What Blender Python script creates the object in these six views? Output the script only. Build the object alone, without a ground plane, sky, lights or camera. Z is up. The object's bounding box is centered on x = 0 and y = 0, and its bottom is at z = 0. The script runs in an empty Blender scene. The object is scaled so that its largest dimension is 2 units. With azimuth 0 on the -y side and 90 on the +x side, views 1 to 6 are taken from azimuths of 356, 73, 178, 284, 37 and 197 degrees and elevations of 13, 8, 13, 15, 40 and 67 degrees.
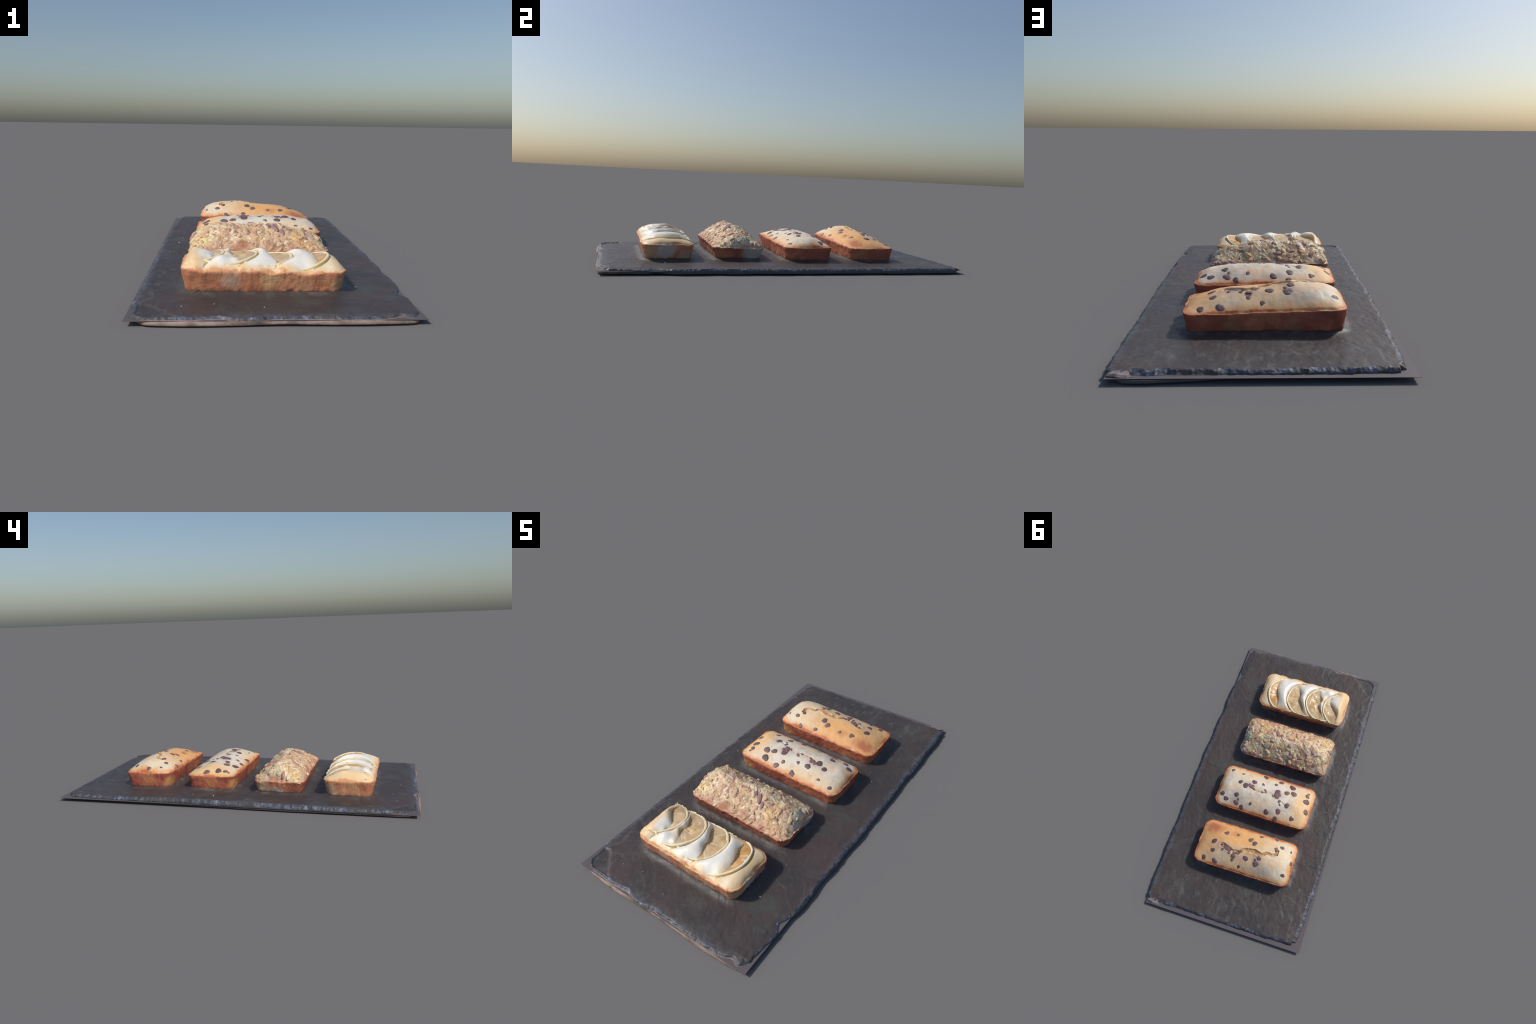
"""Four small loaf cakes on a slate serving board, built part by part."""
import bpy, math, random
import numpy as np
from mathutils import Vector, Matrix

SEED = 11
rng = np.random.default_rng(SEED)

# ------------------------------------------------------------------ helpers
def hash3(ix, iy, iz, seed):
    h = (ix * 374761393 + iy * 668265263 + iz * 2147483647 + seed * 974711) & 0xFFFFFFFF
    h = ((h ^ (h >> 13)) * 1274126177) & 0xFFFFFFFF
    h = (h ^ (h >> 16)) & 0xFFFFFFFF
    return h / 4294967295.0

def vnoise(p, seed=0):
    """smooth value noise in -1..1 for an (n,3) array"""
    i = np.floor(p).astype(np.int64)
    f = p - i
    f = f * f * f * (f * (f * 6 - 15) + 10)
    out = 0
    for dx in (0, 1):
        for dy in (0, 1):
            for dz in (0, 1):
                w = (f[:, 0] if dx else 1 - f[:, 0]) * (f[:, 1] if dy else 1 - f[:, 1]) * (f[:, 2] if dz else 1 - f[:, 2])
                out = out + w * hash3(i[:, 0] + dx, i[:, 1] + dy, i[:, 2] + dz, seed)
    return out * 2 - 1

def fbm(x, y, z, freq, octaves=3, seed=0, gain=0.5):
    p = np.stack([np.broadcast_to(np.asarray(c, float), np.shape(x)).ravel() for c in (x, y, z)], 1)
    tot, amp, s = 0, 1.0, 0.0
    for o in range(octaves):
        tot = tot + amp * vnoise(p * freq * 2 ** o + 17.3 * o, seed + o)
        s += amp
        amp *= gain
    return (tot / s).reshape(np.shape(x))

def cells(x, y, freq, seed=0):
    """Worley: distance to the nearest feature point (cell units) and its random value"""
    px, py = np.asarray(x) * freq, np.asarray(y) * freq
    ix, iy = np.floor(px).astype(np.int64), np.floor(py).astype(np.int64)
    best, val = np.full(px.shape, 9.0), np.zeros(px.shape)
    for dx in (-1, 0, 1):
        for dy in (-1, 0, 1):
            cx, cy = ix + dx, iy + dy
            fx, fy = cx + hash3(cx, cy, cx * 0 + 1, seed), cy + hash3(cx, cy, cx * 0 + 2, seed)
            d = np.hypot(px - fx, py - fy)
            m = d < best
            best = np.where(m, d, best)
            val = np.where(m, hash3(cx, cy, cx * 0 + 3, seed), val)
    return best, val

def smooth(a, b, x):
    t = np.clip((np.asarray(x, float) - a) / (b - a), 0, 1)
    return t * t * (3 - 2 * t)

def curve(pts, x):
    """smooth interpolation through (position, value) control points"""
    px, py = np.array(pts).T
    m = np.gradient(py, px)
    x = np.clip(x, px[0], px[-1])
    k = np.clip(np.searchsorted(px, x) - 1, 0, len(px) - 2)
    h = px[k + 1] - px[k]
    t = (x - px[k]) / h
    return ((2 * t ** 3 - 3 * t ** 2 + 1) * py[k] + (t ** 3 - 2 * t ** 2 + t) * h * m[k]
            + (-2 * t ** 3 + 3 * t ** 2) * py[k + 1] + (t ** 3 - t ** 2) * h * m[k + 1])

def rounded_rect(a, b, rc, n):
    """perimeter of a rounded rectangle: points and outward normals, even spacing, counter-clockwise"""
    segs = [((a, -(b - rc)), (a, b - rc)), ((a - rc, b), (-(a - rc), b)), ((-a, b - rc), (-a, -(b - rc))), ((-(a - rc), -b), (a - rc, -b))]
    cs = [(a - rc, b - rc), (-(a - rc), b - rc), (-(a - rc), -(b - rc)), (a - rc, -(b - rc))]
    dense, nor = [], []
    for i in range(4):
        (x0, y0), (x1, y1) = segs[i]
        for t in np.linspace(0, 1, 200, endpoint=False):
            dense.append((x0 + (x1 - x0) * t, y0 + (y1 - y0) * t))
            nor.append((math.cos(i * math.pi / 2), math.sin(i * math.pi / 2)))
        for t in np.linspace(0, math.pi / 2, 60, endpoint=False):
            w = i * math.pi / 2 + t
            dense.append((cs[i][0] + rc * math.cos(w), cs[i][1] + rc * math.sin(w)))
            nor.append((math.cos(w), math.sin(w)))
    P, N = np.array(dense), np.array(nor)
    L = np.concatenate([[0], np.cumsum(np.hypot(*(np.roll(P, -1, 0) - P).T))])
    s = np.linspace(0, L[-1], n, endpoint=False)
    f = lambda A, k: np.interp(s, L, np.append(A[:, k], A[0, k]))
    Q, M = np.stack([f(P, 0), f(P, 1)], 1), np.stack([f(N, 0), f(N, 1)], 1)
    return Q, M / np.linalg.norm(M, axis=1, keepdims=True)

def poly_dist(x, y, pts):
    """distance to a polyline"""
    best = np.full(np.shape(x), 9.0)
    for (x0, y0), (x1, y1) in zip(pts[:-1], pts[1:]):
        dx, dy = x1 - x0, y1 - y0
        t = np.clip(((x - x0) * dx + (y - y0) * dy) / (dx * dx + dy * dy), 0, 1)
        best = np.minimum(best, np.hypot(x - x0 - t * dx, y - y0 - t * dy))
    return best

def new_object(name, verts, faces, mat, parent=None, smooth_shade=True, origin=(0, 0, 0)):
    me = bpy.data.meshes.new(name)
    v = np.asarray(verts, float)
    me.from_pydata([tuple(p) for p in v], [], [tuple(int(i) for i in f) for f in faces])
    me.update()
    for m in (mat if isinstance(mat, (list, tuple)) else [mat]):
        me.materials.append(m)
    me.polygons.foreach_set("use_smooth", [smooth_shade] * len(me.polygons))
    return link(name, me, parent, origin)

def link(name, data, parent=None, origin=(0, 0, 0)):
    ob = bpy.data.objects.new(name, data)
    bpy.context.collection.objects.link(ob)
    ob.location = origin
    if parent:
        ob.parent = parent
    return ob

def empty(name, loc, label, category, rot=0.0):
    ob = bpy.data.objects.new(name, None)
    ob.empty_display_size = 0.05
    bpy.context.collection.objects.link(ob)
    ob.location = loc
    ob.rotation_euler = (0, 0, rot)
    ob["label"], ob["category"] = label, category
    return ob

def ring_faces(r0, r1, n):
    return [(r0 + i, r0 + (i + 1) % n, r1 + (i + 1) % n, r1 + i) for i in range(n)]

def split_regions(name_mats, verts, faces, region, parent):
    """one smooth surface cut into objects whose border vertices coincide and share normals"""
    me = bpy.data.meshes.new("whole")
    me.from_pydata([tuple(p) for p in verts], [], faces)
    me.update()
    vn = np.empty(len(verts) * 3, np.float32)
    me.vertices.foreach_get("normal", vn)
    vn = vn.reshape(-1, 3)
    bpy.data.meshes.remove(me)
    out = []
    region = np.asarray(region)
    for k, (name, mat) in enumerate(name_mats):
        fs = [faces[i] for i in np.nonzero(region == k)[0]]
        used = sorted({i for f in fs for i in f})
        remap = {g: l for l, g in enumerate(used)}
        ob = new_object(name, verts[used], [tuple(remap[i] for i in f) for f in fs], mat, parent)
        ob.data.normals_split_custom_set_from_vertices([tuple(n) for n in vn[used]])
        out.append(ob)
    return out

# ------------------------------------------------------------------ shader helpers
class Shader:
    def __init__(self, name):
        self.mat = bpy.data.materials.new(name)
        self.mat.use_nodes = True
        self.t = self.mat.node_tree
        self.t.nodes.clear()
        self.out = self.t.nodes.new("ShaderNodeOutputMaterial")
        self.bsdf = self.t.nodes.new("ShaderNodeBsdfPrincipled")
        self.t.links.new(self.bsdf.outputs[0], self.out.inputs[0])
        self.obj = self.t.nodes.new("ShaderNodeTexCoord").outputs["Object"]

    def _set(self, sock, v):
        if v is None:
            return
        if isinstance(v, bpy.types.NodeSocket):
            self.t.links.new(v, sock)
        elif isinstance(v, (tuple, list)) and sock.type == "RGBA":
            sock.default_value = (*v[:3], 1)
        else:
            sock.default_value = v

    def math(self, op, a, b=None, c=None, clamp=False):
        n = self.t.nodes.new("ShaderNodeMath")
        n.operation, n.use_clamp = op, clamp
        for s, v in zip(n.inputs, (a, b, c)):
            self._set(s, v)
        return n.outputs[0]

    def vec(self, op, a, b=None):
        n = self.t.nodes.new("ShaderNodeVectorMath")
        n.operation = op
        self._set(n.inputs[0], a)
        if b is not None:
            if op == "SCALE":
                self._set(n.inputs["Scale"], b)
            else:
                self._set(n.inputs[1], b)
        return n.outputs["Value"] if op in ("LENGTH", "DISTANCE", "DOT_PRODUCT") else n.outputs[0]

    def mapping(self, loc=(0, 0, 0), rot=(0, 0, 0), scale=(1, 1, 1), src=None):
        n = self.t.nodes.new("ShaderNodeMapping")
        self._set(n.inputs[0], src or self.obj)
        n.inputs["Location"].default_value, n.inputs["Rotation"].default_value, n.inputs["Scale"].default_value = loc, rot, scale
        return n.outputs[0]

    def noise(self, scale, detail=3, rough=0.55, distort=0.0, src=None):
        n = self.t.nodes.new("ShaderNodeTexNoise")
        self._set(n.inputs["Vector"], src or self.obj)
        n.inputs["Scale"].default_value, n.inputs["Detail"].default_value = scale, detail
        n.inputs["Roughness"].default_value, n.inputs["Distortion"].default_value = rough, distort
        return n.outputs["Fac"]

    def noise_color(self, scale, detail=3):
        n = self.t.nodes.new("ShaderNodeTexNoise")
        self._set(n.inputs["Vector"], self.obj)
        n.inputs["Scale"].default_value, n.inputs["Detail"].default_value = scale, detail
        return n.outputs["Color"]

    def voronoi(self, scale, src=None, feature="F1", out="Distance", rand=1.0):
        n = self.t.nodes.new("ShaderNodeTexVoronoi")
        n.feature = feature
        self._set(n.inputs["Vector"], src or self.obj)
        n.inputs["Scale"].default_value, n.inputs["Randomness"].default_value = scale, rand
        return n.outputs[out]

    def step(self, v, lo, hi, a=0.0, b=1.0):
        n = self.t.nodes.new("ShaderNodeMapRange")
        n.interpolation_type = "SMOOTHSTEP"
        self._set(n.inputs[0], v)
        for k, x in zip((1, 2, 3, 4), (lo, hi, a, b)):
            n.inputs[k].default_value = x
        return n.outputs[0]

    def mix(self, fac, a, b, mode="MIX"):
        n = self.t.nodes.new("ShaderNodeMix")
        n.data_type, n.blend_type = "RGBA", mode
        self._set(n.inputs[0], fac)
        self._set(n.inputs[6], a)
        self._set(n.inputs[7], b)
        return n.outputs[2]

    def ramp(self, fac, stops, mode="LINEAR"):
        n = self.t.nodes.new("ShaderNodeValToRGB")
        self._set(n.inputs[0], fac)
        r = n.color_ramp
        r.interpolation = mode
        while len(r.elements) < len(stops):
            r.elements.new(0.5)
        for e, (p, c) in zip(r.elements, stops):
            e.position, e.color = p, (*c, 1)
        return n.outputs[0]

    def xyz(self, src=None):
        n = self.t.nodes.new("ShaderNodeSeparateXYZ")
        self._set(n.inputs[0], src or self.obj)
        return n.outputs

    def combine(self, x, y, z):
        n = self.t.nodes.new("ShaderNodeCombineXYZ")
        for s, v in zip(n.inputs, (x, y, z)):
            self._set(s, v)
        return n.outputs[0]

    def rect(self, a, b, rc, cx=0.0, cy=0.0):
        """signed distance in plan to a rounded rectangle (negative inside)"""
        x, y, _ = self.xyz()
        qx = self.math("SUBTRACT", self.math("ABSOLUTE", self.math("SUBTRACT", x, cx)), a - rc)
        qy = self.math("SUBTRACT", self.math("ABSOLUTE", self.math("SUBTRACT", y, cy)), b - rc)
        out = self.vec("LENGTH", self.combine(self.math("MAXIMUM", qx, 0.0), self.math("MAXIMUM", qy, 0.0), 0.0))
        ins = self.math("MINIMUM", self.math("MAXIMUM", qx, qy), 0.0)
        return self.math("SUBTRACT", self.math("ADD", out, ins), rc)

    def spot(self, x, y, rx, ry, soft=0.5, rough=0.25, scale=30):
        """soft ragged elliptical patch in plan: 1 inside, 0 outside"""
        X, Y, _ = self.xyz()
        d = self.vec("LENGTH", self.combine(self.math("MULTIPLY", self.math("SUBTRACT", X, x), 1 / rx),
                                            self.math("MULTIPLY", self.math("SUBTRACT", Y, y), 1 / ry), 0.0))
        d = self.math("ADD", d, self.math("MULTIPLY", self.math("SUBTRACT", self.noise(scale, 3), 0.5), rough * 2))
        return self.step(d, 1 - soft, 1 + soft, 1.0, 0.0)

    def bump(self, height, strength=0.3, dist=0.01):
        n = self.t.nodes.new("ShaderNodeBump")
        n.inputs["Strength"].default_value, n.inputs["Distance"].default_value = strength, dist
        self._set(n.inputs["Height"], height)
        self._set(self.bsdf.inputs["Normal"], n.outputs[0])

    def done(self, color, rough=0.6, **kw):
        self._set(self.bsdf.inputs["Base Color"], color)
        self._set(self.bsdf.inputs["Roughness"], rough)
        for k, v in kw.items():
            self._set(self.bsdf.inputs[k], v)
        return self.mat

# ------------------------------------------------------------------ the slate board
SHEET_Z = 0.0175
SHEET = [(-0.5092, -0.9906), (0.4840, -0.9945), (0.4930, 0.9915), (-0.4998, 0.9948)]

# plan (x, y) of every loaf rim: centre, half sizes, corner radius, turn
LOAVES = {
    "lemon": dict(c=(-0.041, -0.634), a=0.301, b=0.136, rc=0.050, rot=-0.012),
    "oat":   dict(c=(-0.035, -0.255), a=0.301, b=0.141, rc=0.045, rot=-0.012),
    "pale":  dict(c=(-0.010, 0.139), a=0.311, b=0.143, rc=0.050, rot=-0.018),
    "gold":  dict(c=(-0.009, 0.526), a=0.308, b=0.141, rc=0.052, rot=-0.004),
}

def loaf_sd(x, y, L, grow=0.0):
    cx, cy = L["c"]
    ca, sa = math.cos(-L["rot"]), math.sin(-L["rot"])
    dx, dy = x - cx, y - cy
    px, py = dx * ca - dy * sa, dx * sa + dy * ca
    a, b, rc = L["a"] + grow, L["b"] + grow, L["rc"]
    qx, qy = np.abs(px) - a + rc, np.abs(py) - b + rc
    return np.hypot(np.maximum(qx, 0), np.maximum(qy, 0)) + np.minimum(np.maximum(qx, qy), 0) - rc

def slate_plane(x, y):
    """the stone is a touch thicker in the middle and on the left"""
    c = np.cos(1.4 * y)
    return 0.0298 + (0.0062 - 0.008 * x) * c + 0.0022 * y

def slate_height(x, y):
    z = slate_plane(x, y)
    z = z + 0.0018 * fbm(x, y, 0, 7, 4, 3) + 0.0009 * fbm(x * 1.6 + y * 0.5, y - x * 0.3, 0, 40, 3, 8)
    f = fbm(x, y, 3, 3.2, 4, 14)                   # cleaved layers: shallow steps
    z = z + 0.0011 * (smooth(0.02, 0.06, f) + smooth(-0.22, -0.18, f) - 1)
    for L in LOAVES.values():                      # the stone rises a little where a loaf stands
        d = loaf_sd(x, y, L, -0.016) + 0.006 * fbm(x, y, 0, 22, 2, 13)
        z = z + 0.0115 * np.exp(-(np.maximum(d, 0) / 0.024) ** 2)
    return z

# how far the edge of the stone stands from the straight 1.0 x 2.0 m outline, along each side
EDGE_RIGHT = [(-1.0, -0.028), (-0.95, -0.028), (-0.90, -0.026), (-0.80, -0.016), (-0.765, -0.015), (-0.728, -0.034), (-0.69, -0.022), (-0.65, -0.010),
              (-0.50, -0.004), (-0.42, -0.008), (-0.33, 0.001), (-0.23, -0.003), (-0.14, 0.003), (0.04, 0.004), (0.28, 0.004), (0.40, 0.0),
              (0.50, 0.005), (0.60, 0.008), (0.70, 0.003), (0.80, 0.006), (0.92, 0.002), (1.0, -0.004)]
EDGE_LEFT = [(-1.0, -0.010), (-0.92, 0.001), (-0.80, 0.004), (-0.60, 0.004), (-0.30, 0.003), (0.0, 0.0), (0.30, -0.006), (0.55, -0.010),
             (0.73, -0.018), (0.85, -0.024), (0.93, -0.034), (1.0, -0.040)]
EDGE_FRONT = [(-0.52, -0.012), (-0.46, -0.015), (-0.42, -0.018), (-0.29, -0.014), (-0.19, -0.019), (-0.16, -0.009), (0.0, -0.016), (0.08, -0.017),
              (0.23, -0.009), (0.33, -0.010), (0.37, -0.020), (0.40, -0.034), (0.43, -0.022), (0.52, -0.026)]
EDGE_BACK = [(-0.52, -0.040), (-0.44, -0.036), (-0.34, -0.032), (-0.20, -0.030), (0.0, -0.031), (0.14, -0.032), (0.30, -0.035), (0.36, -0.034),
             (0.415, -0.034), (0.45, -0.020), (0.52, -0.022)]

def build_slate(board, mats):
    n = 1500
    B, N = rounded_rect(0.5, 1.0, 0.060, n)
    x, y = B.T
    wx, wy = np.abs(N[:, 0]), np.abs(N[:, 1])
    off = np.where(N[:, 0] > 0, curve(EDGE_RIGHT, y), curve(EDGE_LEFT, y)) * wx + np.where(N[:, 1] > 0, curve(EDGE_BACK, x), curve(EDGE_FRONT, x)) * wy
    def chips(freq, seed, amp):
        d, v = cells(x, y, freq, seed)
        return amp * (v - 0.5) + amp * 0.6 * (0.5 - d)
    rag = chips(26, 5, 0.006) + 0.003 * fbm(x, y, 0, 60, 2, 9)
    rag2 = chips(19, 6, 0.010) + 0.003 * fbm(x, y, 5, 50, 2, 19)
    # the lower half of the stone: proud of the front, along the right and at the back right corner
    low = off + 0.002 * fbm(x, y, 2, 9, 2, 31)
    low = low + wy * (N[:, 1] < 0) * (curve([(-0.5, -0.030), (-0.44, -0.008), (-0.38, -0.0015), (0.0, -0.003), (0.36, -0.0015), (0.44, -0.008), (0.5, -0.035)], x) - off)
    low = low + wy * (N[:, 1] > 0) * (curve([(-0.5, -0.012), (0.0, -0.008), (0.10, 0.0), (0.18, 0.016), (0.28, 0.028), (0.36, 0.033), (0.42, 0.030), (0.46, 0.004), (0.5, -0.01)], x))
    low = low + wx * (N[:, 0] > 0) * 0.001 - wx * (N[:, 0] < 0) * smooth(-0.3, 0.4, y) * 0.012
    ez = 0.5 + 0.5 * fbm(x, y, 9, 22, 2, 41)
    # side that is bevelled: slow drop on the left and back, steep on the right
    bev = 0.008 + 0.007 * wx * (N[:, 0] < 0) + 0.004 * wy * (N[:, 1] > 0)
    bevn = bev * (0.65 + 0.9 * np.clip(chips(21, 12, 1.0) + 0.5, 0, 1))
    rings = []  # (offset along normal, z)
    ztop = lambda ins: slate_height(x + N[:, 0] * (off - ins), y + N[:, 1] * (off - ins))
    thin = 0.004 * wy * (N[:, 1] < 0) * (0.4 + 0.6 * smooth(-0.4, 0.5, x)) + 0.0035 * wx * (N[:, 0] > 0)
    lift = 0.003 * fbm(x, y, 4, 14, 2, 77)
    zb = 0.0012 + 0.0025 * fbm(x, y, 1, 6, 2, 51)
    zb = np.clip(zb, 0.0, 0.014)
    rings.append((low - 0.10, 0.0 * x + 0.0004))
    rings.append((low - 0.035, zb * 0.6))
    rings.append((low - 0.012, zb))
    rings.append((low - 0.003, zb + 0.002))
    rings.append((low, 0.55 * zb + 0.0045))
    rings.append((low - 0.0035 + 0.2 * rag2, 0.0135 + 0.0 * x))
    rings.append((off + rag * 0.6, SHEET_Z + 0.001 + 0.0 * x))
    k_edge0 = len(rings) - 1
    for t, a in ((0.30, 0.85), (0.6, 0.9), (0.85, 0.6)):
        ins = bevn * t
        z = (SHEET_Z + 0.001) * (1 - t ** 0.8) + (ztop(bevn) - thin) * t ** 0.8
        rings.append((off - ins + rag * a * (1 - t * 0.5) + rag2 * 0.25 * t, z + lift * t * (1 - t) * 2 + 0.0012 * (ez - 0.5)))
    rings.append((off - bevn - 0.002 + rag2 * 0.3, ztop(bevn + 0.002) - thin * 0.7 - 0.0006))
    k_edge1 = len(rings) - 1
    verts = []
    for o, z in rings:
        verts.append(np.stack([x + N[:, 0] * o, y + N[:, 1] * o, z], 1))
    edge_xy = verts[-1][:, :2]
    # top surface: concentric rings shrinking to the long axis of the board
    m = 110
    inner = B - N * 0.060
    C = np.stack([0 * x, np.clip(inner[:, 1], -0.5, 0.5)], 1)
    for i in range(1, m + 1):
        if i <= 10:
            q = edge_xy + (inner - edge_xy) * (i / 10)
        else:
            q = C + (inner - C) * (1 - (i - 10) / (m - 10))
        z = slate_height(q[:, 0], q[:, 1]) - thin * 0.7 * max(0, 1 - i / 10)
        # a flake has come off the front left corner
        f = smooth(0, 0.012, (q[:, 1] + 0.846) * -0.70 + (-0.449 - q[:, 0]) * 0.72 + 0.004 * fbm(q[:, 0], q[:, 1], 0, 40, 2, 3)) * smooth(0.004, -0.006, q[:, 1] + 0.850 - 0.35 * (q[:, 0] + 0.449))
        z = z - 0.006 * f
        verts.append(np.stack([q[:, 0], q[:, 1], z], 1))
    nr = len(verts)
    V = np.concatenate(verts)
    faces, region = [], []
    for r in range(nr - 1):
        faces += ring_faces(r * n, (r + 1) * n, n)
        region += [1 if r < k_edge0 else (2 if r < k_edge1 else 0)] * n
    # close the underside
    c = len(V)
    V = np.concatenate([V, [[0, 0, 0.0004]]])
    faces += [(c, (i + 1) % n, i) for i in range(n)]
    region += [1] * n
    split_regions([("stone_surface", mats["slate"]), ("underside", mats["slate_under"]), ("chipped_edge", mats["slate_edge"])], V, faces, region, board)
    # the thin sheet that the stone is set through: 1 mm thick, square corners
    P = np.array(SHEET)
    t = 0.0010
    # as a frame: it runs 8 cm under the stone and stops there
    inner = P * 0.86
    vs = [(*p, SHEET_Z - t) for p in P] + [(*p, SHEET_Z) for p in P] + [(*p, SHEET_Z - t) for p in inner] + [(*p, SHEET_Z) for p in inner]
    fs = []
    for i in range(4):
        j = (i + 1) % 4
        fs += [(i, j, 4 + j, 4 + i), (4 + i, 4 + j, 12 + j, 12 + i), (8 + i, 12 + i, 12 + j, 8 + j), (i, 8 + i, 8 + j, j)]
    new_object("backing_sheet", vs, fs, mats["sheet"], board, False)

# ------------------------------------------------------------------ loaves
def build_loaf(L, thing, crown_fn, rim_fn, mats, n=420, m=64, inset=0.018, names=("crust", "crown"), groove=None):
    """One closed body: crown over a jagged rim, walls that lean in to the base. Local axes, z from the ground."""
    a, b, rc = L["a"], L["b"], L["rc"]
    cx, cy = L["c"]
    B, N = rounded_rect(a, b, rc, n)
    jag = L.get("jag", 1.0)
    wob = (0.0035 * fbm(B[:, 0], B[:, 1], cx, 26, 2, 61) + 0.0025 * fbm(B[:, 0], B[:, 1], cy, 75, 2, 63)) * jag
    rim = B + N * wob[:, None]
    rz = rim_fn(B[:, 0], B[:, 1]) + (0.0034 * fbm(B[:, 0], B[:, 1], cy, 40, 3, 65) + 0.0028 * fbm(B[:, 0], B[:, 1], cy, 12, 2, 64)) * jag
    base_z = slate_plane(B[:, 0] * 0.95 + cx, B[:, 1] * 0.9 + cy) + 0.0085
    verts, tags = [], []
    # base to rim
    prof = [(3.0, -0.05), (1.55, -0.05), (1.10, 0.0), (0.92, 0.07), (0.80, 0.16), (0.70, 0.26), (0.60, 0.37), (0.50, 0.48), (0.39, 0.59), (0.27, 0.70), (0.15, 0.80), (0.04, 0.89), (-0.03, 0.955), (0.06, 1.0)]
    for ins, t in prof:
        q = B + N * (wob * max(t, 0) ** 2)[:, None] - N * (inset * ins)
        zq = t * 0.085 + cx * 7
        lump = (0.0030 * fbm(q[:, 0], q[:, 1], zq, 30, 3, 67) + 0.0038 * fbm(q[:, 0], q[:, 1], zq * 0.6, 11, 2, 66) + 0.0016 * fbm(q[:, 0], q[:, 1], zq, 85, 2, 69)) * (1 - 0.7 * (t > 0.95))
        if t < 0.1:
            lump = lump + 0.0035 * fbm(q[:, 0], q[:, 1], cy, 60, 2, 68)
        q = q + N * lump[:, None]
        verts.append(np.stack([q[:, 0], q[:, 1], base_z + (rz - base_z) * t], 1))
    k_rim = len(verts) - 1
    rim = verts[-1][:, :2].copy()
    C = np.stack([np.clip(B[:, 0], -(a - b), a - b), 0 * B[:, 0]], 1)
    for i in range(1, m + 1):
        s = 1 - i / m
        q = C + (rim - C) * s
        z = crown_fn(q[:, 0], q[:, 1])
        w = smooth(0, 0.011, (1 - s) * b)
        # just inside the rim the surface stays level with its ragged lip
        zz = rz * (1 - w) + z * w if i < m * 0.3 else z
        verts.append(np.stack([q[:, 0], q[:, 1], np.maximum(zz, z * w + rz * (1 - w))], 1))
    nr = len(verts)
    V = np.concatenate(verts)
    faces, region = [], []
    for r in range(nr - 1):
        last = r == nr - 2
        faces += ring_faces(r * n, (r + 1) * n, n)
        region += [0 if r < k_rim else 1] * n
    c = len(V)
    V = np.concatenate([V, [[0, 0, base_z.mean()]]])
    faces += [(c, (i + 1) % n, i) for i in range(n)]
    region += [0] * n
    V[:, 2] -= thing.location.z
    # the innermost ring folds onto the long axis: weld it
    keep = {}
    remap = np.arange(len(V))
    base = (nr - 1) * n
    for i in range(base, base + n):
        key = (round(V[i, 0], 4), round(V[i, 1], 4))
        remap[i] = keep.setdefault(key, i)
    f2, r2 = [], []
    for f, r in zip(faces, region):
        g = []
        for i in f:
            k = int(remap[i])
            if k not in g:
                g.append(k)
        if len(g) >= 3:
            f2.append(tuple(g))
            r2.append(r)
    return split_regions([(names[0], mats[0]), (names[1], mats[1])], V, f2, r2, thing)

def dome(L, ridge, rim_fn, p=2.3, yc=0.0):
    a, b, rc = L["a"], L["b"], L["rc"]
    def half(x):
        e = np.clip(np.abs(x) - (a - rc), 0, rc)
        return b - rc + np.sqrt(np.maximum(rc * rc - e * e, 0)) + 1e-4
    def h(x, y):
        hb = half(x)
        v = np.clip(np.where(y > yc, (y - yc) / (hb - yc), (yc - y) / (hb + yc)), 0, 1)
        r = rim_fn(x, y)
        return r + np.maximum(curve(ridge, x) - r, 0) * (1 - v ** p)
    return h

def surface_frame(fn, x, y, e=0.010):
    h = lambda X, Y: float(fn(np.array([X]), np.array([Y]))[0])
    z = h(x, y)
    nx, ny = -(h(x + e, y) - h(x - e, y)) / (2 * e), -(h(x, y + e) - h(x, y - e)) / (2 * e)
    return z, Vector((nx, ny, 1)).normalized()

def h_avg(fn, x, y, e=0.009):
    return float(np.mean(fn(np.array([x - e, x + e, x, x]), np.array([y, y, y - e, y + e]))))

def chip_mesh(name, seed, mat):
    """a melted chocolate drop: low dome, slightly dished and uneven"""
    n, rows = 24, [(0.0, 0.20), (0.40, 0.19), (0.70, 0.145), (0.90, 0.06), (1.0, -0.06), (1.0, -0.20), (0.85, -0.45)]
    v, f = [(0, 0, rows[0][1])], []
    for r, z in rows[1:]:
        for i in range(n):
            w = 2 * math.pi * i / n
            k = 1 + 0.09 * math.sin(2 * w + seed) + 0.06 * math.sin(3 * w + 2.1 * seed) + 0.03 * math.sin(5 * w + 3.3 * seed)
            v.append((r * k * math.cos(w), r * k * math.sin(w), z + 0.03 * math.sin(3 * w + seed * 1.7) * (r < 0.9)))
    f += [(0, 1 + i, 1 + (i + 1) % n) for i in range(n)]
    for k in range(len(rows) - 2):
        o = 1 + k * n
        f += [(o + i, o + n + i, o + n + (i + 1) % n, o + (i + 1) % n) for i in range(n)]
    me = bpy.data.meshes.new(name)
    me.from_pydata(v, [], f)
    me.materials.append(mat)
    me.polygons.foreach_set("use_smooth", [True] * len(f))
    return me

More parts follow.
